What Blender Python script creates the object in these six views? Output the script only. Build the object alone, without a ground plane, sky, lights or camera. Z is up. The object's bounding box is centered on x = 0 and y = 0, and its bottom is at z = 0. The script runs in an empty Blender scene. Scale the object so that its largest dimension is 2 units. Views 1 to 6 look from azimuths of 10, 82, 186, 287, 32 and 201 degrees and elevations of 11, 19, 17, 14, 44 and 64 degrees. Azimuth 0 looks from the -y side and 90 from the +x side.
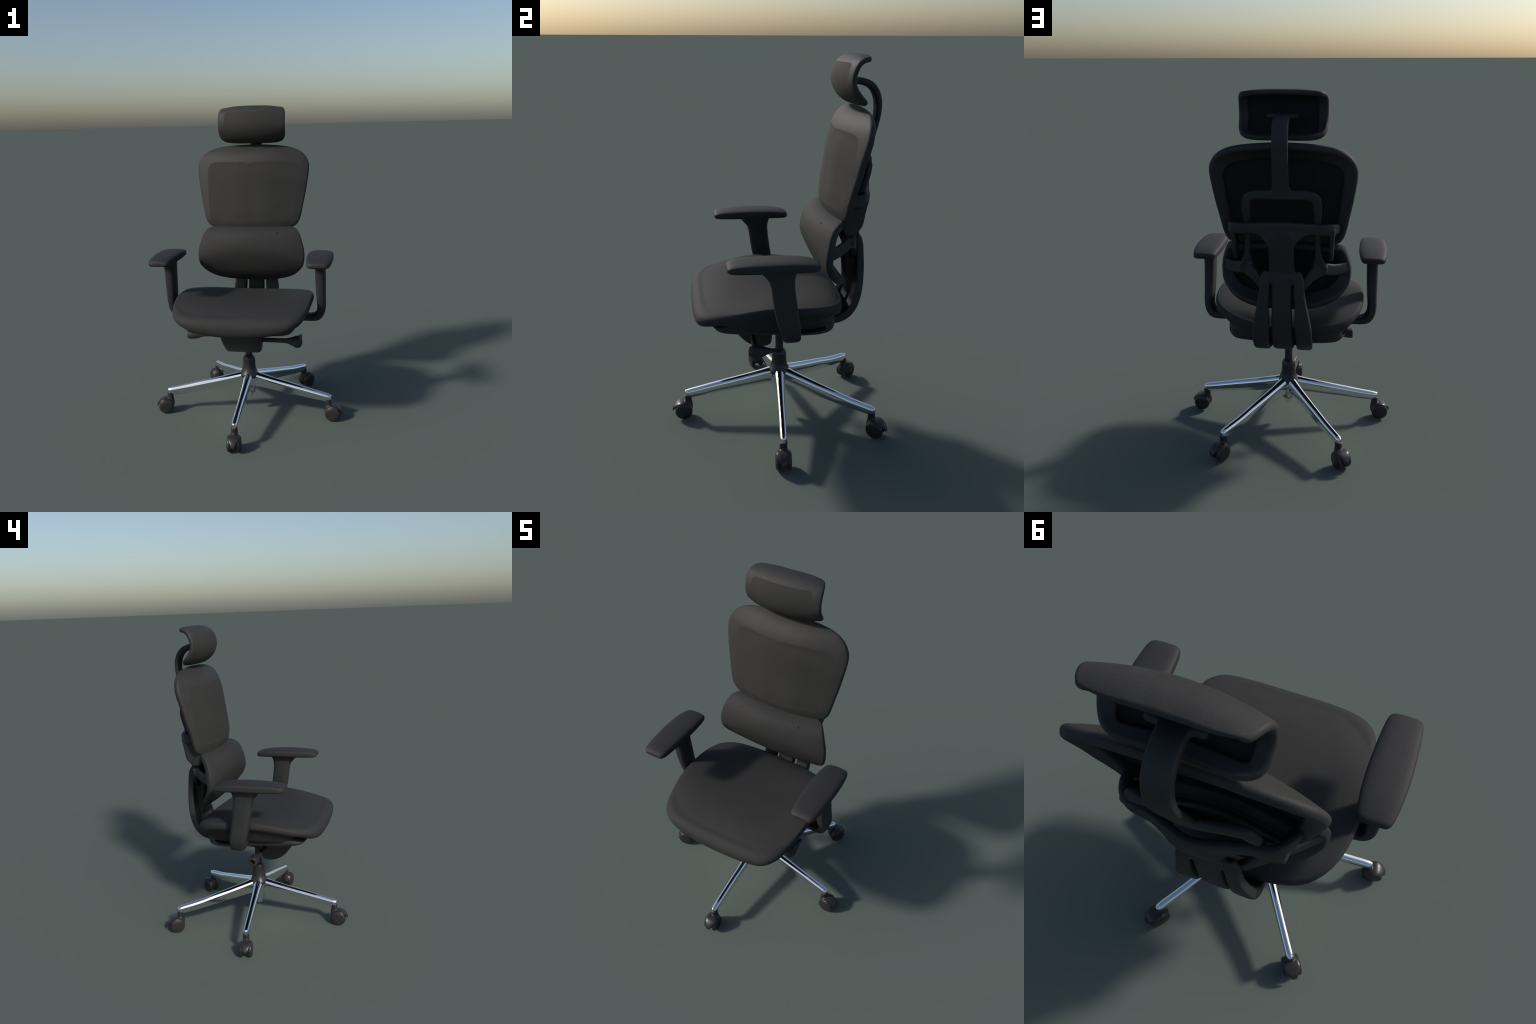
import bpy, bmesh, math, random
import numpy as np
from mathutils import Vector, Matrix

random.seed(7)
COL = bpy.context.scene.collection

# ----------------------------------------------------------------------------- maths helpers
def catmull(pts, n, closed=False):
    """Smooth curve through control points, n samples (centripetal-ish uniform Catmull-Rom)."""
    P = np.array(pts, float)
    m = len(P)
    segs = m if closed else m - 1
    out = []
    for i in range(n):
        t = i / n * segs if closed else i / (n - 1) * segs
        k = min(int(t), segs - 1)
        f = t - k
        if closed:
            a, b, c, d = P[(k - 1) % m], P[k % m], P[(k + 1) % m], P[(k + 2) % m]
        else:
            b, c = P[k], P[k + 1]
            a = P[k - 1] if k > 0 else 2 * b - c
            d = P[k + 2] if k + 2 < m else 2 * c - b
        out.append(0.5 * (2 * b + (c - a) * f + (2 * a - 5 * b + 4 * c - d) * f * f
                          + (3 * b - a - 3 * c + d) * f ** 3))
    return np.array(out)


def resample(poly, n):
    d = np.r_[0, np.cumsum(np.linalg.norm(np.diff(poly, axis=0), axis=1))]
    s = np.linspace(0, d[-1], n)
    return np.stack([np.interp(s, d, poly[:, j]) for j in range(poly.shape[1])], 1), s


def sstep(a, b, x):
    t = min(max((x - a) / (b - a), 0), 1)
    return t * t * (3 - 2 * t)


def mirror_outline(half):
    """half outline on +x from top (x=0) to bottom (x=0) -> closed control polygon"""
    right = list(half)
    left = [(-x, y) for x, y in reversed(half[1:-1])]
    return right + left


def polar_radius(ctrl, centre, N):
    """distance from centre to the closed smooth outline for N directions"""
    poly = catmull(ctrl, 720, closed=True) - np.array(centre)
    ang = np.unwrap(np.arctan2(poly[:, 1], poly[:, 0]))
    if ang[-1] < ang[0]:
        ang, poly = ang[::-1], poly[::-1]
    r = np.linalg.norm(poly, axis=1)
    th = np.arange(N) * 2 * math.pi / N
    base = ang[0]
    ang = np.r_[ang, ang[0] + 2 * math.pi]
    r = np.r_[r, r[0]]
    return np.interp((th - base) % (2 * math.pi) + base, ang, r), th


# ----------------------------------------------------------------------------- mesh helpers
def new_obj(name, verts, faces, mat, smooth=True, parent=None):
    me = bpy.data.meshes.new(name)
    me.from_pydata([tuple(map(float, v)) for v in verts], [], faces)
    bm = bmesh.new()
    bm.from_mesh(me)
    bmesh.ops.remove_doubles(bm, verts=bm.verts, dist=1e-6)
    bmesh.ops.recalc_face_normals(bm, faces=bm.faces)
    bm.to_mesh(me)
    bm.free()
    ob = bpy.data.objects.new(name, me)
    COL.objects.link(ob)
    me.materials.append(mat)
    if smooth:
        me.shade_smooth()
    if parent:
        ob.parent = parent
    return ob


def loft(rings, cap=True, closed=True):
    """faces through a list of equal-length closed rings"""
    n = len(rings[0])
    verts = [p for r in rings for p in r]
    faces = []
    for i in range(len(rings) - 1):
        for j in range(n):
            a, b = i * n + j, i * n + (j + 1) % n
            faces.append((a, b, b + n, a + n))
    if cap:
        for base, ring in ((0, rings[0]), ((len(rings) - 1) * n, rings[-1])):
            c = len(verts)
            verts.append(np.mean(np.array(ring), axis=0))
            for j in range(n):
                faces.append((base + j, base + (j + 1) % n, c))
    return verts, faces


def superellipse(a, b, e, n=28):
    out = []
    for i in range(n):
        t = 2 * math.pi * (i + .5) / n
        c, s = math.cos(t), math.sin(t)
        out.append((a * math.copysign(abs(c) ** (2 / e), c), b * math.copysign(abs(s) ** (2 / e), s)))
    return out


def sweep(ctrl, side, steps=40, e=5.0, nsec=28, round_ends=0.35):
    """ctrl: list of (x,y,z,width,thickness). Width runs along `side` made perpendicular to the path."""
    C = catmull(ctrl, steps * 4)
    C, _ = resample(C, steps)
    P, W, T = C[:, :3], C[:, 3], C[:, 4]
    rings = []
    tan = np.gradient(P, axis=0)
    tan /= np.linalg.norm(tan, axis=1)[:, None]
    side = np.array(side, float)

    def frame(i):
        t = tan[i]
        s = side - t * (side @ t)
        s /= np.linalg.norm(s)
        return t, s, np.cross(t, s)

    def ring(i, shift, k):
        t, s, n = frame(i)
        r = min(W[i], T[i]) * .5
        a, b = W[i] * .5 - r * (1 - k), T[i] * .5 - r * (1 - k)
        return [P[i] + t * shift + s * u + n * v for u, v in superellipse(max(a, 1e-4), max(b, 1e-4), e, nsec)]

    re = round_ends
    for q in range(5):
        ph = q / 5 * math.pi / 2
        r = min(W[0], T[0]) * .5 * re * 2
        rings.append(ring(0, -r * math.cos(ph) * .5 , 1 - re * (1 - math.sin(ph))))
    for i in range(steps):
        rings.append(ring(i, 0, 1))
    for q in range(5):
        ph = (4 - q) / 5 * math.pi / 2
        r = min(W[-1], T[-1]) * .5 * re * 2
        rings.append(ring(steps - 1, r * math.cos(ph) * .5, 1 - re * (1 - math.sin(ph))))
    return loft(rings)


def lathe(profile, n=40, centre=(0, 0, 0), axis='z'):
    """profile: list of (radius, height)"""
    rings = []
    for r, h in profile:
        ring = []
        for i in range(n):
            t = 2 * math.pi * i / n
            x, y, z = r * math.cos(t), r * math.sin(t), h
            if axis == 'x':
                x, y, z = h, r * math.cos(t), r * math.sin(t)
            elif axis == 'y':
                x, y, z = r * math.cos(t), h, r * math.sin(t)
            ring.append((x + centre[0], y + centre[1], z + centre[2]))
        rings.append(ring)
    return loft(rings)


def merge(*parts):
    V, F = [], []
    for v, f in parts:
        o = len(V)
        V += list(v)
        F += [tuple(i + o for i in q) for q in f]
    return V, F


def xform(vf, M):
    return [M @ Vector(map(float, p)) for p in vf[0]], vf[1]


def mirrored(vf):
    return [(-p[0], p[1], p[2]) for p in vf[0]], [tuple(reversed(q)) for q in vf[1]]


def fused(name, vf, mat, voxel, smooth=6, parent=None, factor=.5):
    """Join overlapping solids into one body with soft fillets (voxel remesh + smoothing, applied)."""
    ob = new_obj(name, vf[0], vf[1], mat, parent=None)
    m = ob.modifiers.new('remesh', 'REMESH')
    m.mode = 'VOXEL'
    m.voxel_size = voxel
    m.use_smooth_shade = True
    if smooth:
        s = ob.modifiers.new('smooth', 'SMOOTH')
        s.iterations = smooth
        s.factor = factor
    dg = bpy.context.evaluated_depsgraph_get()
    me = bpy.data.meshes.new_from_object(ob.evaluated_get(dg))
    old = ob.data
    ob.modifiers.clear()
    ob.data = me
    bpy.data.meshes.remove(old)
    me.name = name
    if not me.materials:
        me.materials.append(mat)
    me.shade_smooth()
    ob.parent = parent
    return ob


# ----------------------------------------------------------------------------- materials
def material(name, col, rough, metallic=0.0, spec=.5, noise=None, bump=None, sheen=0.0, weave=None, var=.12, grain=None):
    m = bpy.data.materials.new(name)
    m.use_nodes = True
    nt = m.node_tree
    b = nt.nodes['Principled BSDF']
    b.inputs['Roughness'].default_value = rough
    b.inputs['Metallic'].default_value = metallic
    b.inputs['Specular IOR Level'].default_value = spec
    b.inputs['Base Color'].default_value = (*col, 1)
    if sheen:
        b.inputs['Sheen Weight'].default_value = sheen
        b.inputs['Sheen Roughness'].default_value = .5
        b.inputs['Sheen Tint'].default_value = (.9, .88, .85, 1)
    tc = nt.nodes.new('ShaderNodeTexCoord')
    color_out = None
    if noise:
        n = nt.nodes.new('ShaderNodeTexNoise')
        n.inputs['Scale'].default_value = noise
        n.inputs['Detail'].default_value = 4
        nt.links.new(tc.outputs['Object'], n.inputs['Vector'])
        r = nt.nodes.new('ShaderNodeValToRGB')
        r.color_ramp.elements[0].position = .3
        r.color_ramp.elements[1].position = .7
        r.color_ramp.elements[0].color = (*[c * (1 - var) for c in col], 1)
        r.color_ramp.elements[1].color = (*[c * (1 + var) for c in col], 1)
        nt.links.new(n.outputs['Fac'], r.inputs['Fac'])
        color_out = r.outputs['Color']
        if grain:
            g = nt.nodes.new('ShaderNodeTexNoise')
            g.inputs['Scale'].default_value = grain[0]
            g.inputs['Detail'].default_value = 2
            nt.links.new(tc.outputs['Object'], g.inputs['Vector'])
            mr = nt.nodes.new('ShaderNodeMapRange')
            mr.inputs['From Min'].default_value = .3
            mr.inputs['From Max'].default_value = .7
            mr.inputs['To Min'].default_value = 1 - grain[1]
            mr.inputs['To Max'].default_value = 1 + grain[1]
            nt.links.new(g.outputs['Fac'], mr.inputs['Value'])
            mg = nt.nodes.new('ShaderNodeMix')
            mg.data_type = 'RGBA'
            mg.blend_type = 'MULTIPLY'
            mg.inputs['Factor'].default_value = 1
            nt.links.new(color_out, mg.inputs['A'])
            nt.links.new(mr.outputs['Result'], mg.inputs['B'])
            color_out = mg.outputs['Result']
        nt.links.new(color_out, b.inputs['Base Color'])
    height = None
    if weave:
        scale, strength, dark = weave
        waves = []
        for ax in ('X', 'Z'):
            w = nt.nodes.new('ShaderNodeTexWave')
            w.wave_type = 'BANDS'
            w.bands_direction = ax
            w.inputs['Scale'].default_value = scale
            w.inputs['Distortion'].default_value = .6
            w.inputs['Detail'].default_value = 1
            nt.links.new(tc.outputs['Object'], w.inputs['Vector'])
            waves.append(w)
        mul = nt.nodes.new('ShaderNodeMath')
        mul.operation = 'MULTIPLY'
        nt.links.new(waves[0].outputs['Fac'], mul.inputs[0])
        nt.links.new(waves[1].outputs['Fac'], mul.inputs[1])
        height = mul.outputs[0]
        if dark and color_out:
            mx = nt.nodes.new('ShaderNodeMix')
            mx.data_type = 'RGBA'
            mx.blend_type = 'MULTIPLY'
            mx.inputs['B'].default_value = (dark, dark, dark, 1)
            nt.links.new(height, mx.inputs['Factor'])
            nt.links.new(color_out, mx.inputs['A'])
            nt.links.new(mx.outputs['Result'], b.inputs['Base Color'])
        bump = strength
    elif bump:
        n2 = nt.nodes.new('ShaderNodeTexNoise')
        n2.inputs['Scale'].default_value = bump[0]
        n2.inputs['Detail'].default_value = 3
        nt.links.new(tc.outputs['Object'], n2.inputs['Vector'])
        height = n2.outputs['Fac']
        bump = bump[1]
    if height is not None:
        bp = nt.nodes.new('ShaderNodeBump')
        bp.inputs['Strength'].default_value = bump
        bp.inputs['Distance'].default_value = .002
        nt.links.new(height, bp.inputs['Height'])
        nt.links.new(bp.outputs['Normal'], b.inputs['Normal'])
    return m


FABRIC = material('charcoal_fabric', (.0285, .0282, .0280), .75, spec=.25, noise=9, bump=(700, .25), var=.06, grain=(300, .16))
EDGING = material('woven_edging', (.0325, .0314, .0306), .62, spec=.25, noise=14, bump=(500, .3), var=.10, grain=(260, .14))
MESH = material('mesh_fabric', (.0280, .0277, .0263), .85, spec=.36, noise=7, weave=(68, .35, .62), var=.08, grain=(260, .10))
REAR_MESH = material('rear_mesh', (.0185, .0195, .0200), .85, spec=.2, noise=7, weave=(68, .3, .5), var=.08)
PLASTIC = material('black_plastic', (.0215, .0222, .0230), .6, spec=.38, noise=30, bump=(900, .12), var=.08)
PAD = material('soft_grip', (.0245, .0235, .0240), .65, spec=.30, noise=25, bump=(800, .25), var=.08, grain=(240, .12))
GLOSS = material('satin_black_plastic', (.0232, .0226, .0230), .35, spec=.42, noise=20, var=.1)
CHROME = material('polished_chrome', (.86, .87, .88), .06, metallic=1.0)

ROOT = bpy.data.objects.new('office_chair', None)
COL.objects.link(ROOT)
ROOT['label'] = 'black ergonomic office chair with headrest and chrome five-star base'
ROOT['category'] = 'office chair'


def group(name, parent=ROOT):
    e = bpy.data.objects.new(name, None)
    COL.objects.link(e)
    e.parent = parent
    return e


# ----------------------------------------------------------------------------- padded frame shells
class Shell:
    """Front surface S(u,v) given by a centre profile (y,z) and a sideways bulge."""

    def __init__(self, profile, bulge):
        p = catmull(profile, 400)
        self.p, self.s = resample(p, 400)
        self.bulge = bulge

    def v_of_z(self, z):
        zz = self.p[:, 1]
        if zz[0] > zz[-1]:
            return float(np.interp(-z, -zz, self.s))
        return float(np.interp(z, zz, self.s))

    def S(self, u, v):
        L = self.s[-1]
        vc = min(max(v, 0), L)
        y = np.interp(vc, self.s, self.p[:, 0])
        z = np.interp(vc, self.s, self.p[:, 1])
        if v < 0 or v > L:
            i = 1 if v < 0 else -1
            a, b = (self.p[0], self.p[6]) if v < 0 else (self.p[-7], self.p[-1])
            d = (b - a) / np.linalg.norm(b - a)
            y += d[0] * (v - vc)
            z += d[1] * (v - vc)
        dy, dz = self.bulge(u, v, z)
        return np.array([u, y + dy, z + dz])

    def N(self, u, v):
        h = 2e-3
        a = self.S(u + h, v) - self.S(u - h, v)
        b = self.S(u, v + h) - self.S(u, v - h)
        n = np.cross(a, b)
        n /= np.linalg.norm(n)
        return n if n[1] < 0 or (abs(n[1]) < .5 and self.front_up(n)) else -n

    def front_up(self, n):
        return False

    def Np(self, u, v):
        n = self.N(u, v)
        # orientation: consistent with the profile direction (profile always runs top -> bottom)
        h = 2e-3
        t = self.S(u, v + h) - self.S(u, v - h)      # downwards
        x = np.array([1.0, 0, 0])
        ref = np.cross(t, x)
        ref = ref if ref[1] < 0 or True else ref
        # for t = -z, x = +x : (-z) x x = -y  -> the front
        if n @ ref < 0:
            n = -n
        return n


def build_shell(name, sh, outer, inner, centre, T, Tp, parent, N=200, edge=.012, step=.003, rear_inner=None,
                rim_mat=None, panel_mat=None, rim_name='frame', panel_name='mesh_panel', rear_mat=None, folds=0.0):
    ro, th = polar_radius(outer, centre, N)
    ri, _ = polar_radius(inner, centre, N)
    rr = ri if rear_inner is None else polar_radius(rear_inner, centre, N)[0]
    cs, sn = np.cos(th), np.sin(th)

    def ring(radii, depth):
        out = []
        for k in range(N):
            u, v = centre[0] + radii[k] * cs[k], centre[1] + radii[k] * sn[k]
            out.append(sh.S(u, v) - sh.Np(u, v) * depth)
        return out

    e = edge
    rings = []
    # front face, rounded edge, rear face, inner wall
    for f in (0, .06, .2, .45, .72):
        rings.append(ring(ri + (ro - e - ri) * f, 0.0))
    for q in range(7):
        ph = q / 6 * math.pi / 2
        rings.append(ring(ro - e + e * math.sin(ph), e - e * math.cos(ph)))
    for q in range(7):
        ph = q / 6 * math.pi / 2
        rings.append(ring(ro - e + e * math.cos(ph), T - e + e * math.sin(ph)))
    e2 = e * .8
    for f in (.3, .7):
        rings.append(ring((ro - e) + (rr + e2 - ro + e) * f, T))
    for q in range(5):
        ph = q / 4 * math.pi / 2
        rings.append(ring(rr + e2 - e2 * math.sin(ph), T - e2 + e2 * math.cos(ph)))
    rings.append(ring(rr, Tp + .001))
    rings.append(ring(rr * .99, Tp * .5))
    v, f = loft(rings, cap=False)
    rim = new_obj(rim_name, v, f, rim_mat, parent=parent)
    # split looks: front fabric edging / rear plastic
    if rear_mat is not None:
        rim.data.materials.append(rear_mat)
        front_faces = 11 * N
        # faces keep their order through from_pydata
        for i, p in enumerate(rim.data.polygons):
            p.material_index = 0 if i < front_faces else 1
    # panel
    rings = []
    fr = [0.02, .12, .24, .36, .48, .6, .7, .8, .88, .94, .985, 1.0]
    rmax = np.maximum(ri, rr) * 1.012
    for f in fr:
        rings.append(ring(ri * f, step * (1 - sstep(.86, 1.0, f))))
    if folds:
        fr2 = [.02, .08, .16, .24, .32, .40, .48, .56, .64, .72, .79, .85, .9, .94, .97, .99, 1.0]
        rings = []
        for f in fr2:
            soft = 1 - sstep(.86, 1.0, f)
            out = []
            for k in range(N):
                u, v = centre[0] + ri[k] * f * cs[k], centre[1] + ri[k] * f * sn[k]
                w = math.sin(u * 31 + 1.2 * math.sin(v * 5) + .6) + .6 * math.sin(u * 17 - v * 6 + 2.0)
                out.append(sh.S(u, v) - sh.Np(u, v) * (step * soft + folds * w * (1 - sstep(.70, .97, f))))
            rings.append(out)
        fr = fr2
    front = rings
    rings = [ring(rmax * f, Tp) for f in reversed(fr)]
    v, f = loft(front + rings)
    panel = new_obj(panel_name, v, f, panel_mat, parent=parent)
    panel.data.materials.append(REAR_MESH)
    lim = len(front) * N - N
    for i, p in enumerate(panel.data.polygons):
        if lim <= i < (2 * len(front) - 1) * N or i >= (2 * len(front) - 1) * N + N:
            p.material_index = 1
    panel.data.set_sharp_from_angle(angle=math.radians(50))
    return rim, panel


# ============================================================================= UPPER BACK
backrest = group('backrest')

upper_profile = [(.452, 1.752), (.410, 1.740), (.364, 1.711), (.326, 1.662), (.303, 1.60), (.285, 1.52),
                 (.272, 1.43), (.260, 1.35), (.253, 1.29), (.255, 1.24), (.266, 1.19)]
upper = Shell(upper_profile, lambda u, v, z: (.50 * u * u, 0.0))


def zmap(sh, pts):
    return [(x, sh.v_of_z(z)) for x, z in pts]


up_out = zmap(upper, mirror_outline([(0, 1.748), (.134, 1.744), (.25, 1.730), (.327, 1.698), (.369, 1.648), (.381, 1.588),
                                     (.367, 1.47), (.346, 1.36), (.330, 1.28), (.314, 1.235), (.288, 1.207), (.24, 1.198),
                                     (.12, 1.197), (0, 1.197)]))
up_in = zmap(upper, [(0, 1.632), (.13, 1.636), (.24, 1.632), (.293, 1.615), (.307, 1.58), (.309, 1.52), (.304, 1.43),
                     (.299, 1.35), (.292, 1.29), (.275, 1.257), (.22, 1.250), (.11, 1.247), (0, 1.247),
                     (-.11, 1.247), (-.22, 1.250), (-.272, 1.257), (-.288, 1.29), (-.294, 1.35), (-.299, 1.43),
                     (-.302, 1.52), (-.302, 1.58), (-.287, 1.618), (-.24, 1.634), (-.13, 1.636), (-.05, 1.634), (-.02, 1.624)])
up_rear = zmap(upper, mirror_outline([(0, 1.672), (.13, 1.668), (.225, 1.655), (.285, 1.628), (.312, 1.585), (.306, 1.49),
                                      (.292, 1.39), (.280, 1.31), (.262, 1.268), (.2, 1.258), (.1, 1.256), (0, 1.256)]))
build_shell('upper', upper, up_out, up_in, (0, upper.v_of_z(1.46)), .037, .012, backrest, rear_inner=up_rear, edge=.015, folds=.0013,
            rim_mat=EDGING, panel_mat=MESH, rim_name='upper_frame', panel_name='upper_mesh', rear_mat=PLASTIC)

# ============================================================================= LUMBAR
lumbar_profile = [(.305, 1.217), (.262, 1.211), (.228, 1.202), (.197, 1.184), (.173, 1.150), (.163, 1.10), (.166, 1.05), (.188, .98),
                  (.222, .915), (.268, .866), (.330, .826)]
lumbar = Shell(lumbar_profile, lambda u, v, z: (.041 * (u / .36) ** 2,
                                                -.075 * (u / .36) ** 2 * sstep(.84, 1.09, z) * sstep(1.235, 1.13, z)))


def lz(pts):
    """lumbar outline in (x,z) -> (x,v), undoing the sideways drop of the surface"""
    out = []
    for x, z in pts:
        lo, hi = .80, 1.25
        for _ in range(40):
            m = (lo + hi) / 2
            if m + lumbar.bulge(x, 0, m)[1] < z:
                lo = m
            else:
                hi = m
        out.append((x, lumbar.v_of_z(lo)))
    return out


lu_out = lz(mirror_outline([(0, 1.214), (.12, 1.213), (.21, 1.212), (.270, 1.209), (.303, 1.198), (.325, 1.170), (.341, 1.128), (.354, 1.083), (.360, 1.04),
                            (.356, .985), (.338, .935), (.30, .892), (.245, .860), (.16, .838), (.07, .831), (0, .829)]))
lu_in = lz(mirror_outline([(0, 1.185), (.12, 1.183), (.2, 1.175), (.25, 1.15), (.285, 1.11), (.295, 1.06), (.292, 1.01),
                           (.275, .968), (.24, .93), (.19, .905), (.12, .893), (.06, .888), (0, .886)]))
build_shell('lumbar', lumbar, lu_out, lu_in, (0, lumbar.v_of_z(1.04)), .040, .012, backrest, step=.0005,
            rim_mat=FABRIC, panel_mat=FABRIC, rim_name='lumbar_frame', panel_name='lumbar_cushion', rear_mat=PLASTIC)

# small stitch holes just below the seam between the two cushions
for hx, hv, rr_ in ((.180, .006, .0075), (-.195, .006, .005)):
    c0 = lumbar.S(hx, lumbar.v_of_z(1.19) + hv)
    n0 = lumbar.Np(hx, lumbar.v_of_z(1.19) + hv)
    v, f = lathe([(0, -.004), (rr_ * .8, -.004), (rr_, -.001), (rr_ * .7, .0008), (0, .001)], 16)
    M = Matrix.Translation(Vector(c0)) @ Vector(n0).to_track_quat('Z', 'Y').to_matrix().to_4x4()
    v, f = xform((v, f), M)
    new_obj('stitch_hole', v, f, REAR_MESH, parent=backrest)

# ============================================================================= HEADREST
headrest = group('headrest')
head_profile = [(.440, 1.994), (.405, 2.000), (.362, 1.993), (.326, 1.966), (.302, 1.924), (.294, 1.875), (.304, 1.828),
                (.333, 1.786), (.373, 1.760), (.420, 1.749)]
head = Shell(head_profile, lambda u, v, z: (.75 * u * u * sstep(.0, .07, v + .02) * (1 if v < .2 else 1),
                                            -.024 * (abs(u) / .22) ** 3 * sstep(.15, .01, v)
                                            + .012 * (abs(u) / .22) ** 5 * sstep(.2, .32, v)))
HL = head.s[-1]
hd_out = mirror_outline([(0, .002), (.09, .003), (.138, .008), (.170, .021), (.197, .043), (.214, .081), (.225, .14), (.227, HL / 2 + .02), (.226, HL - .11),
                         (.217, HL - .070), (.200, HL - .042), (.173, HL - .021), (.135, HL - .009), (.08, HL - .004), (0, HL - .003)])
hd_in = mirror_outline([(0, .133), (.1, .133), (.15, .135), (.170, .145), (.177, .168), (.178, HL / 2 + .03), (.176, HL - .10),
                        (.168, HL - .072), (.145, HL - .062), (.1, HL - .058), (0, HL - .056)])
hd_rear = mirror_outline([(0, .066), (.1, .067), (.15, .072), (.170, .09), (.177, .14), (.178, HL / 2 + .01), (.176, HL - .10),
                          (.168, HL - .072), (.145, HL - .062), (.1, HL - .058), (0, HL - .056)])
build_shell('head', head, hd_out, hd_in, (0, HL / 2), .026, .010, headrest, edge=.012, step=.0012, rear_inner=hd_rear,
            rim_mat=EDGING, panel_mat=MESH, rim_name='headrest_frame', panel_name='headrest_mesh', rear_mat=PLASTIC)

# bracket: T bar, curved flat stem, fork behind the upper back
stem = sweep([(0, .375, 1.866, .078, .03), (0, .425, 1.866, .080, .036), (0, .476, 1.850, .080, .036),
              (0, .510, 1.815, .080, .034), (0, .527, 1.76, .080, .032), (0, .525, 1.69, .080, .028), (0, .504, 1.60, .082, .028),
              (0, .484, 1.53, .090, .026), (0, .474, 1.49, .12, .026)], (1, 0, 0), steps=60)
tbar = sweep([(-.072, .385, 1.868, .030, .034), (0, .385, 1.868, .030, .034), (.072, .385, 1.868, .030, .034)], (0, 0, 1), steps=10, e=2.6)


def leg(sgn):
    return sweep([(sgn * .188, .380, 1.13, .050, .030), (sgn * .184, .388, 1.17, .036, .028), (sgn * .180, .398, 1.25, .032, .028),
                  (sgn * .180, .414, 1.34, .034, .030), (sgn * .180, .436, 1.42, .046, .032), (sgn * .172, .447, 1.475, .046, .030)], (1, 0, 0), steps=30)



bar = sweep([(-.172, .445, 1.474, .046, .030), (-.13, .456, 1.490, .046, .028), (0, .475, 1.494, .050, .026),
             (.13, .456, 1.490, .046, .028), (.172, .445, 1.474, .046, .030)], (0, 0, 1), steps=30)
fused('headrest_bracket', merge(stem, tbar, leg(1), leg(-1), bar), PLASTIC, .0055, 6, headrest)

# ============================================================================= BACK SUPPORT (yoke, post, three prongs)
half = [(.280, .335, 1.300, .050, .030), (.270, .374, 1.304, .056, .034), (.248, .410, 1.307, .059, .034), (.212, .428, 1.309, .059, .034),
        (.160, .436, 1.313, .058, .032), (.09, .460, 1.320, .062, .032)]
yoke = sweep(half + [(0, .484, 1.325, .068, .032)] + [(-p[0],) + p[1:] for p in reversed(half)], (0, 0, 1), steps=80)
post = sweep([(0, .480, 1.312, .120, .026), (0, .482, 1.290, .128, .032), (0, .480, 1.27, .130, .034), (0, .470, 1.22, .130, .034), (0, .450, 1.15, .130, .034),
              (0, .432, 1.09, .134, .036), (0, .428, 1.05, .15, .036)], (1, 0, 0), steps=40)


def prong(x0, x1, w0, w1, dy=0.0):
    return sweep([(x0 * .85, .428 + dy, 1.076, w0 * .8, .030), (x0, .437 + dy, 1.045, w0, .040), (x0 * .8 + x1 * .2, .443 + dy, .97, w0 * .95 + w1 * .05, .042), (x0 * .5 + x1 * .5, .443 + dy, .88, w0 * .6 + w1 * .4, .044),
                  (x0 * .2 + x1 * .8, .432 + dy, .78, w1, .046), (x1, .408 + dy, .70, w1, .048), (x1, .368 + dy, .648, w1, .050),
                  (x1 * .95, .31 + dy, .622, w1, .050), (x1 * .85, .20 + dy, .612, w1, .048), (x1 * .8, .06, .608, w1, .045)], (1, 0, 0), steps=60)


keel = sweep([(0, .415, 1.07, .09, .03), (0, .402, 1.02, .094, .05), (0, .398, .95, .096, .055), (0, .402, .88, .098, .05), (0, .405, .80, .10, .04), (0, .405, .75, .10, .03)],
             (1, 0, 0), steps=30)
shoulder = sweep([(-.080, .432, 1.048, .04, .036), (0, .436, 1.048, .05, .036), (.080, .432, 1.048, .04, .036)], (0, 0, 1), steps=10)


def gusset(s):
    return sweep([(s * .046, .468, 1.232, .035, .018), (s * .062, .473, 1.264, .048, .026), (s * .085, .462, 1.292, .048, .028), (s * .125, .447, 1.306, .042, .028)],
                 (s * .7, 0, -.7), steps=20)


def hanger(s):
    """thin drop link from the yoke end down to the pinch between the two cushions"""
    return sweep([(s * .254, .398, 1.310, .034, .060), (s * .254, .384, 1.27, .028, .078), (s * .252, .356, 1.205, .026, .112),
                  (s * .250, .346, 1.165, .026, .10), (s * .249, .345, 1.13, .022, .05)], (1, 0, 0), steps=20)


fused('back_support', merge(yoke, post, shoulder, prong(0, 0, .103, .110, -.004), prong(.0865, .1165, .054, .087), prong(-.0865, -.1165, .054, .087), keel,
                            hanger(1), hanger(-1), gusset(1), gusset(-1)), PLASTIC, .0045, 10, backrest)


def strut(s):
    a = sweep([(s * .330, .236, 1.058, .07, .024), (s * .295, .272, 1.058, .064, .025), (s * .255, .312, 1.064, .064, .026), (s * .215, .350, 1.078, .066, .028), (s * .175, .378, 1.070, .070, .030),
               (s * .135, .398, 1.035, .05, .030), (s * .085, .412, .985, .05, .030), (s * .02, .415, .95, .05, .028)], (0, 0, 1), steps=40)
    b = sweep([(s * .188, .380, 1.145, .045, .026), (s * .189, .374, 1.11, .070, .026), (s * .191, .368, 1.085, .085, .024), (s * .192, .366, 1.06, .07, .02)], (1, 0, 0), steps=14)
    return merge(a, b)


for s in (1, -1):
    fused('lumbar_strut', strut(s), PLASTIC, .005, 5, backrest)
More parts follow.
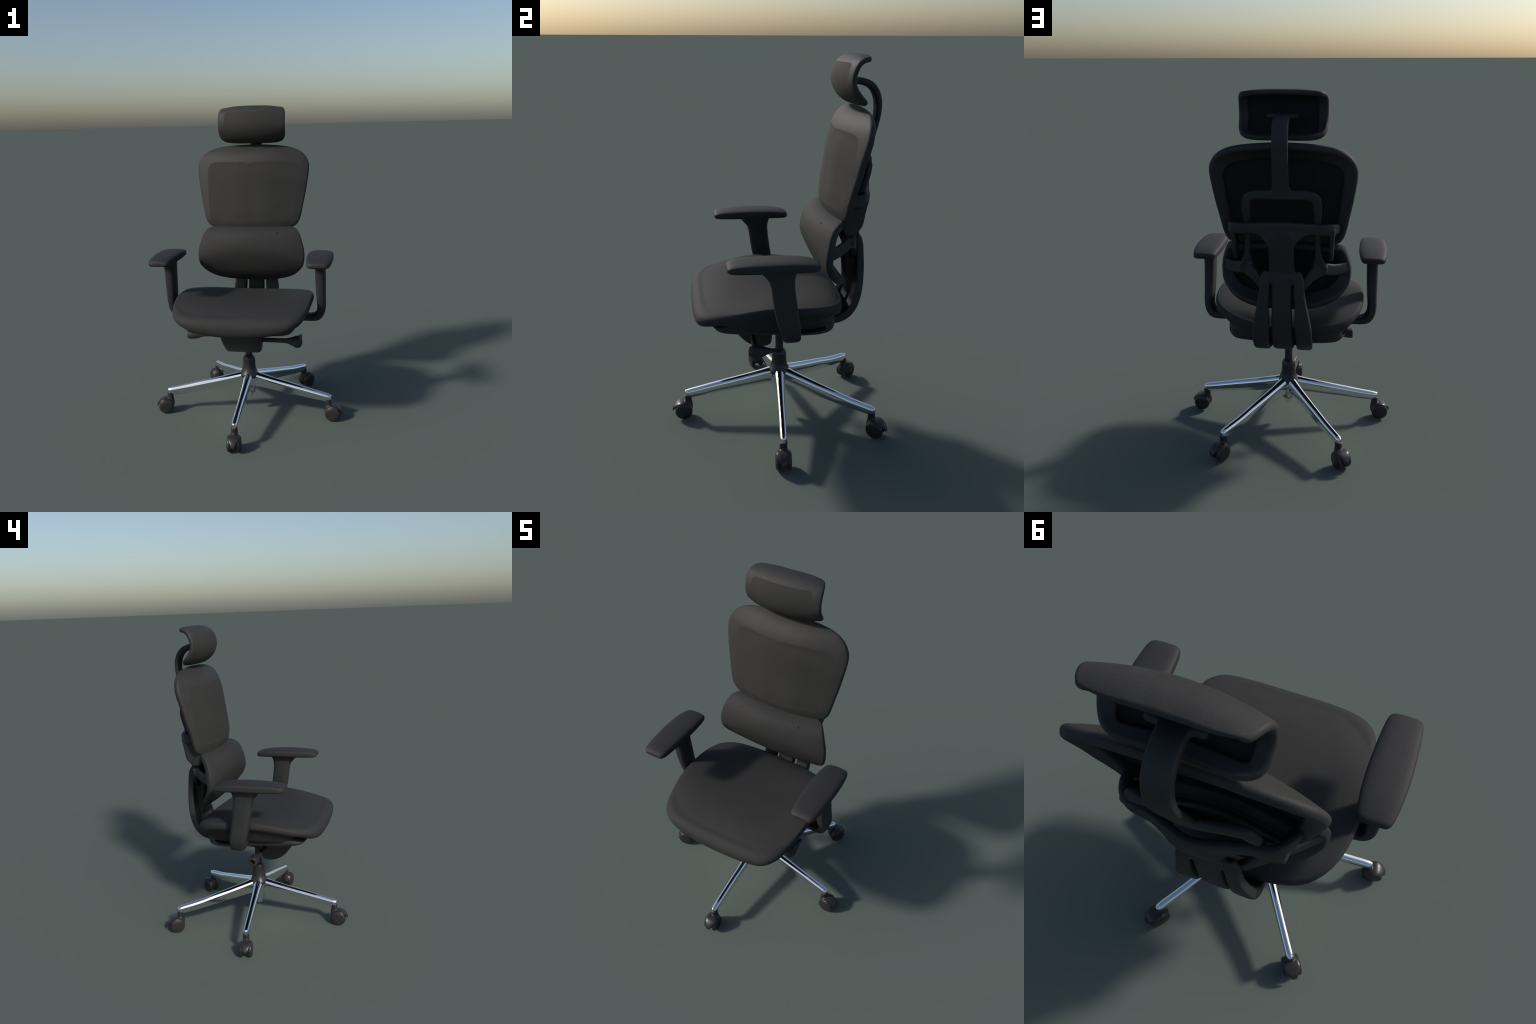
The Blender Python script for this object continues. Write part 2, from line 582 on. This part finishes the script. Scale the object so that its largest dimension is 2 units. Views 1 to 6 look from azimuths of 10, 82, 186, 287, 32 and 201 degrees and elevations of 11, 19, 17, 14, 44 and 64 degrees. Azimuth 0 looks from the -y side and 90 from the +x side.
# cross rail behind the joint of the two cushions
v, f = sweep([(-.25, .345, 1.185, .03, .022), (0, .315, 1.19, .03, .022), (.25, .345, 1.185, .03, .022)], (0, 0, 1), steps=24, e=3)
new_obj('cross_rail', v, f, PLASTIC, parent=backrest)

# ============================================================================= SEAT
seat = group('seat')
seat_half = [(0, -.457), (.12, -.456), (.22, -.452), (.315, -.437), (.371, -.393), (.401, -.318), (.422, -.2), (.431, -.08),
             (.431, .04), (.421, .115), (.400, .180), (.355, .245), (.29, .295), (.20, .332), (.10, .352), (0, .360)]
left = [(0, -.457), (.12, -.456), (.22, -.449), (.305, -.428), (.362, -.385), (.396, -.315), (.420, -.2), (.431, -.08),
        (.431, .05), (.423, .13), (.404, .205), (.365, .272), (.30, .325), (.20, .353), (.10, .361), (0, .360)]
seat_out = seat_half + [(-x, y) for x, y in reversed(left[1:-1])]       # slightly lopsided at the rear
N = 220
sc = (0.0, -.04)
ro, th = polar_radius(seat_out, sc, N)
edge_y = np.array([-.46, -.40, -.35, -.25, -.10, .06, .18, .28, .36])
edge_z = np.array([.768, .777, .788, .808, .832, .828, .817, .802, .775])
mid_z = np.array([.774, .784, .797, .811, .808, .800, .795, .785, .758])
eyz = catmull(np.stack([edge_y, edge_z, mid_z], 1), 200)


def seat_top(x, y, f):
    e = np.interp(y, eyz[:, 0], eyz[:, 1])
    m = np.interp(y, eyz[:, 0], eyz[:, 2])
    q = min(abs(x) / .43, 1) ** 2
    z = m + (e - m) * q
    F = sstep(-.22, -.43, y)
    R = sstep(.18, .34, y)
    return z - (.010 + .010 * R) * (1 - F) * f ** 10 - .004 * F * f ** 4


rings = []


def seat_ring(fn):
    out = []
    for k in range(N):
        c, s = math.cos(th[k]), math.sin(th[k])
        y1 = sc[1] + ro[k] * s
        x1 = ro[k] * c
        out.append(fn(x1, y1, ro[k], c, s))
    return out


def inset_of(y):
    return .035 + .105 * sstep(-.20, -.44, y)


for f in (.02, .1, .2, .3, .4, .5, .6, .7, .78, .85, .9, .94, .97, 1.0):
    rings.append(seat_ring(lambda x, y, r, c, s, f=f: (r * f * (1 - inset_of(y)) * c, sc[1] + r * f * (1 - inset_of(y)) * s,
                                                       seat_top(r * f * (1 - inset_of(y)) * c, sc[1] + r * f * (1 - inset_of(y)) * s, f))))


def rim_pt(x, y, r, c, s, a):
    """rounded edge: a from 0 (top) to 1 (underside)"""
    F = sstep(-.22, -.43, y)
    k = 1 - inset_of(y)
    zt = seat_top(x * k, sc[1] + (y - sc[1]) * k, 1.0)
    thick = .048 + (.072 - (.036 if x > 0 else .042) * min(abs(x) / .34, 1.1) ** 2) * F + .02 * sstep(.2, .34, y)
    ph = a * math.pi
    bulge = math.sin(ph)
    inset = inset_of(y) * (1 - bulge) if a <= .5 else (.035 + .055 * F) * (1 - bulge)
    z = zt - thick * (1 - math.cos(ph)) * .5
    rr = r * (1 - inset)
    return (rr * c, sc[1] + rr * s, z)


for a in np.linspace(.06, 1, 14):
    rings.append(seat_ring(lambda x, y, r, c, s, a=a: rim_pt(x, y, r, c, s, a)))


def under_pt(x, y, r, c, s, f, dz):
    F = sstep(-.25, -.42, y)
    p = rim_pt(x, y, r, c, s, 1.0)
    q = rim_pt(x, y, r, c, s, 1.0)[2]
    z = q + (max(min(q, .70) - .035, .655) - q) * dz * (1 - F) + .0 * F
    return (r * f * c, sc[1] + r * f * s, z)


for f, dz in ((.90, .25), (.86, .7), (.80, 1.0), (.6, 1.0), (.3, 1.0), (.05, 1.0)):
    rings.append(seat_ring(lambda x, y, r, c, s, f=f, dz=dz: under_pt(x, y, r, c, s, f, dz)))
v, f = loft(rings)
seat_cushion = new_obj('seat_cushion', v, f, FABRIC, parent=seat)

# pan under the cushion
pan_out = mirror_outline([(0, -.368), (.15, -.366), (.255, -.358), (.314, -.318), (.338, -.19), (.345, 0), (.34, .12), (.325, .2),
                          (.285, .262), (.2, .292), (.1, .297), (0, .298)])
rp, th = polar_radius(pan_out, (0, -.02), N)


def pan_ring(f, zf):
    out = []
    for k in range(N):
        x, y = rp[k] * f * math.cos(th[k]), -.02 + rp[k] * f * math.sin(th[k])
        out.append((x, y, zf(x, y)))
    return out


def pan_bot(x, y):
    return np.interp(y, [-.36, -.30, -.2, -.1, .0, .1, .25, .3], [.653, .647, .643, .641, .632, .622, .615, .62])


def pan_up(x, y):
    return np.interp(y, [-.36, -.25, -.1, .1, .2, .3], [.676, .705, .715, .72, .72, .715])


rings = [pan_ring(f, pan_bot) for f in (.03, .4, .8, .93)]
rings.append(pan_ring(.975, lambda x, y: pan_bot(x, y) + .006))
rings.append(pan_ring(1.0, lambda x, y: pan_bot(x, y) + .018))
rings.append(pan_ring(1.0, lambda x, y: max(pan_up(x, y) - .012, pan_bot(x, y) + .02)))
rings.append(pan_ring(.98, pan_up))
rings += [pan_ring(f, pan_up) for f in (.9, .4, .03)]
v, f = loft(rings)
pan = new_obj('seat_pan', v, f, PLASTIC, parent=seat)
# the side slots of the pan
for s in (1, -1):
    cut = bpy.data.objects.new('slot_cutter', bpy.data.meshes.new('slot_cutter'))
    COL.objects.link(cut)
    cv, cf = sweep([(s * .30, .05, .654, .022, .14), (s * .30, .215, .654, .022, .14)], (0, 0, 1), steps=6)
    cut.data.from_pydata([tuple(map(float, p)) for p in cv], [], cf)
    bmc = bmesh.new(); bmc.from_mesh(cut.data); bmesh.ops.recalc_face_normals(bmc, faces=bmc.faces); bmc.to_mesh(cut.data); bmc.free()
    mo = pan.modifiers.new('slot', 'BOOLEAN')
    mo.object = cut
    mo.solver = 'EXACT'
    dg = bpy.context.evaluated_depsgraph_get()
    me = bpy.data.meshes.new_from_object(pan.evaluated_get(dg))
    pan.modifiers.clear()
    pan.data = me
    bpy.data.objects.remove(cut)

# ============================================================================= TILT MECHANISM
mechanism = group('mechanism')
# side profile of the box (y,z), swept across x with rounded flanks
box_ctrl = [(-.265, .650), (-.245, .590), (-.215, .542), (-.168, .491), (-.115, .466), (-.062, .463), (-.032, .482), (-.026, .532),
            (-.005, .553), (.03, .55), (.08, .56), (.10, .60), (.09, .65), (-.1, .66)]
prof = catmull(box_ctrl, 90, closed=True)
cen = prof.mean(axis=0)
rings = []
for x, k in ((-.122, .86), (-.120, .93), (-.113, .975), (-.102, 1), (0, 1), (.102, 1), (.113, .975), (.120, .93), (.122, .86)):
    rings.append([(x * (1 - .12 * sstep(.6, .48, p[1])), cen[0] + (p[0] - cen[0]) * k, cen[1] + (p[1] - cen[1]) * k) for p in prof])
v, f = loft(rings)
new_obj('tilt_housing', v, f, PLASTIC, parent=mechanism)

# right lever: shaft and tear-drop paddle
shaft = sweep([(.10, -.140, .560, .028, .026), (.20, -.142, .560, .028, .028), (.275, -.145, .560, .032, .030), (.315, -.145, .558, .058, .05), (.345, -.145, .557, .070, .06)], (0, 0, 1), steps=24, e=2.4)
paddle = sweep([(.337, -.170, .556, .054, .050), (.340, -.155, .556, .074, .062), (.342, -.135, .556, .074, .062), (.346, -.105, .559, .050, .044),
                (.351, -.075, .562, .026, .030), (.354, -.045, .564, .018, .020)], (0, 0, 1), steps=30, e=2.4, round_ends=.5)
fused('tilt_lever', merge(shaft, paddle), PLASTIC, .004, 4, mechanism)
# left lever: shaft ending in a hollow bell
shaft = sweep([(-.10, -.062, .556, .024, .026), (-.20, -.060, .556, .024, .026), (-.27, -.054, .555, .028, .030), (-.315, -.049, .553, .052, .052), (-.345, -.047, .552, .060, .062),
               (-.372, -.046, .551, .058, .060)], (0, 0, 1), steps=34, e=2.3, nsec=32, round_ends=.2)
lev = new_obj('height_lever', *shaft, PLASTIC, parent=mechanism)
v, f = lathe([(.0, -.02), (.014, -.02), (.016, .0), (.019, .006)], 24, (0, 0, 0), 'x')
cutv = [(-.374 - p[0] * 1.6, p[1] - .046, p[2] + .551) for p in v]
cut = bpy.data.objects.new('cutter', bpy.data.meshes.new('cutter'))
COL.objects.link(cut)
cut.data.from_pydata(cutv, [], f)
bmc = bmesh.new(); bmc.from_mesh(cut.data)
bmesh.ops.remove_doubles(bmc, verts=bmc.verts, dist=1e-6)
bmesh.ops.recalc_face_normals(bmc, faces=bmc.faces); bmc.to_mesh(cut.data); bmc.free()
mo = lev.modifiers.new('hole', 'BOOLEAN'); mo.object = cut; mo.solver = 'EXACT'
dg = bpy.context.evaluated_depsgraph_get()
me = bpy.data.meshes.new_from_object(lev.evaluated_get(dg))
lev.modifiers.clear(); lev.data = me
bpy.data.objects.remove(cut)
lev.data.set_sharp_from_angle(angle=math.radians(40))

# ============================================================================= ARMRESTS
def build_arm(s):
    arm = group('armrest')
    # pad: lofted along y
    ys = [-.299, -.297, -.290, -.278, -.25, -.18, -.10, -.03, .04, .09, .118, .130, .137, .139]
    hw = [.040, .050, .058, .064, .0695, .0755, .079, .0795, .076, .070, .064, .057, .048, .040]
    zt = [1.072, 1.078, 1.083, 1.088, 1.093, 1.098, 1.100, 1.099, 1.095, 1.088, 1.082, 1.078, 1.072, 1.067]
    zb = [1.060, 1.055, 1.050, 1.047, 1.045, 1.044, 1.044, 1.044, 1.043, 1.042, 1.042, 1.044, 1.048, 1.052]
    yy = np.array(ys)
    t = np.linspace(0, 1, len(ys))
    tt = np.linspace(0, 1, 60)
    Y, H, ZT, ZB = [catmull(np.stack([t, a], 1), 60)[:, 1] for a in (yy, hw, zt, zb)]
    rings = []
    for y, h, a, b in zip(Y, H, ZT, ZB):
        m, d = (a + b) / 2, (a - b) / 2
        ring = []
        for u, w in superellipse(1, 1, 4.6, 52):
            # flatter bottom, slightly crowned top
            ring.append((s * .4785 + h * u, y, m + d * w - (.004 * u * u if w > 0 else 0)))
        rings.append(ring)
    v, f = loft(rings)
    new_obj('arm_pad', v, f, PAD, parent=arm)
    # post: flattened tube flaring into the pad and bending in under the seat
    ctrl = [(s * .478, -.045, 1.052, .066, .200), (s * .478, -.042, 1.028, .066, .165), (s * .478, -.038, 1.000, .066, .130), (s * .478, -.034, .965, .065, .116),
            (s * .479, -.026, .90, .063, .114), (s * .481, -.013, .82, .058, .112), (s * .483, .000, .760, .054, .106), (s * .478, .010, .715, .052, .096),
            (s * .458, .017, .681, .050, .090), (s * .425, .021, .670, .044, .088), (s * .39, .022, .669, .042, .088), (s * .30, .022, .669, .042, .09)]
    # here "thickness" (second) runs along y; width in the x-z bending plane
    ctrl2 = [(x, y, z, b, a) for x, y, z, a, b in ctrl]
    v, f = sweep(ctrl2, (0, 1, 0), steps=80, e=3.4, nsec=36)
    new_obj('arm_post', v, f, PLASTIC, parent=arm)


for s in (1, -1):
    build_arm(s)

# ============================================================================= STAR BASE
base = group('star_base')
HUB = (.004, .028)
tips = [(.002, -.510), (.542, -.031), (.329, .503), (-.324, .503), (-.538, -.035)]

v, f = lathe([(0, .40), (.020, .40), (.0225, .402), (.0225, .57), (0, .57)], 32, (HUB[0], HUB[1], 0))
new_obj('gas_column', v, f, GLOSS, parent=base).data.set_sharp_from_angle(angle=math.radians(40))
prof = catmull([(.0235, .400), (.034, .388), (.0385, .378), (.0405, .36), (.0415, .33), (.045, .305), (.053, .286), (.060, .272), (.060, .262), (.055, .25)], 40)
v, f = lathe([(0, .40)] + [tuple(p) for p in prof], 48, (HUB[0], HUB[1], 0))
new_obj('hub_cover', v, f, GLOSS, parent=base)
prof = [(0, .27), (.05, .27), (.052, .265), (.052, .19), (.048, .182), (.036, .178), (.036, .150), (.034, .143), (.022, .139), (.020, .136), (.019, .112), (.016, .108), (0, .108)]
v, f = lathe(prof, 40, (HUB[0], HUB[1], 0))
new_obj('hub_core', v, f, CHROME, parent=base).data.set_sharp_from_angle(angle=math.radians(50))

arm_parts = []
for tx, ty in tips:
    d = Vector((tx - HUB[0], ty - HUB[1], 0))
    L = d.length + .004
    d.normalize()
    n = Vector((-d.y, d.x, 0))
    o = Vector((HUB[0], HUB[1], 0))
    #  distance, half width top, z top, z bottom
    st = [(.035, .030, .288, .185), (.07, .0275, .278, .186), (.13, .0250, .262, .178), (.22, .0232, .241, .164), (.33, .0215, .217, .148),
          (.43, .0205, .194, .134), (L - .035, .0195, .176, .124), (L - .016, .0178, .171, .122), (L - .006, .0132, .168, .124), (L - .001, .007, .163, .128)]
    C = catmull(st, 60)
    rings = []
    for q, h, zt, zb in C:
        hb = h - .09 * (zt - zb)
        r = min(.0135, h * .7)
        rz = min(.029, (zt - zb) * .42)
        sec = []
        # one half of the section from top centre to bottom, then mirrored
        half = []
        for u in (0, .12, .24, .36, .47, .57, .66, .74, .81, .87, .92, .955, .98):
            half.append((h * u, zt - rz * (1 - math.sqrt(1 - u ** 2.15))))
        half.append((h, zt - rz))
        half += [(h + (hb - h) * .5, zt - rz - (zt - rz - zb - .004) * .5), (hb, zb + .006), (hb - .002, zb + .0015), (hb - .006, zb), (0, zb)]
        ring2 = half + [(-a, b) for a, b in reversed(half[1:-1])]
        rings.append([o + d * q + n * a + Vector((0, 0, b)) for a, b in ring2])
    v, f = loft(rings)
    ob = new_obj('base_arm', v, f, CHROME, parent=base)

# ============================================================================= CASTERS
R = .0485
def wheel_mesh():
    prof = [(0, -.0135), (.030, -.0135), (.040, -.012), (.0455, -.008), (.0485, -.002), (.0485, .004), (.0465, .009), (.042, .0125), (.030, .0150), (.015, .0158), (0, .016)]
    return lathe(prof, 48, (0, 0, 0), 'y')


def hood_parts():
    """Local frame: x = trailing direction, stem at x=-.030, wheel axle along y through (0,0,R)."""
    parts = []
    # stem
    parts.append(lathe([(0, .055), (.026, .055), (.024, .085), (.0205, .10), (.0195, .125), (.022, .138), (0, .138)], 28, (-.029, 0, 0)))
    # hood: half barrel over the wheels, narrowing to a tongue at the back
    rings = []
    for k in range(25):
        a = math.radians(196 - k / 24 * 196 - 2)      # front (180) over the top (90) to the back tongue (~0)
        deg = math.degrees(a)
        w = np.interp(deg, [-5, 10, 25, 45, 70, 110, 150, 195], [.012, .016, .021, .032, .0400, .0385, .034, .022])
        ro_ = np.interp(deg, [-5, 15, 45, 90, 140, 195], [.064, .063, .058, .0545, .053, .050])
        ri_ = np.interp(deg, [-5, 15, 45, 90, 140, 195], [.058, .050, .035, .030, .030, .030])
        ring = []
        for u, vv in superellipse(w, (ro_ - ri_) / 2, 2.8, 24):
            rr = (ro_ + ri_) / 2 + vv
            ring.append((rr * math.cos(a), u, R + rr * math.sin(a)))
        rings.append(ring)
    parts.append(loft(rings))
    # central web and axle
    parts.append(lathe([(0, -.011), (.036, -.011), (.038, -.006), (.038, .006), (.036, .011), (0, .011)], 28, (0, 0, R + .006), 'y'))
    return merge(*parts)


hood_me = None
wheel_me = None
spin = [0.06, 0.0, -.05, .0, .08]
for (tx, ty), tw in zip(tips, spin):
    d = Vector((tx - HUB[0], ty - HUB[1], 0)).normalized()
    ang = math.atan2(d.y, d.x) + tw
    dd = Vector((math.cos(ang), math.sin(ang), 0))
    stem_pos = Vector((tx, ty, 0)) - d * .017
    M = Matrix.Translation(stem_pos + dd * .031) @ Matrix.Rotation(ang, 4, 'Z')
    caster = group('caster', base)
    caster.matrix_local = M
    if hood_me is None:
        h = fused('caster_hood', hood_parts(), GLOSS, .0028, 9, caster)
        hood_me = h.data
        w = new_obj('caster_wheel', *wheel_mesh(), GLOSS, parent=caster)
        wheel_me = w.data
    else:
        h = bpy.data.objects.new('caster_hood', hood_me)
        COL.objects.link(h)
        h.parent = caster
        w = bpy.data.objects.new('caster_wheel', wheel_me)
        COL.objects.link(w)
        w.parent = caster
    w.location = (0, .026, R)
    w2 = bpy.data.objects.new('caster_wheel', wheel_me)
    COL.objects.link(w2)
    w2.parent = caster
    w2.location = (0, -.026, R)
    w2.rotation_euler = (0, 0, math.pi)

bpy.context.view_layer.update()
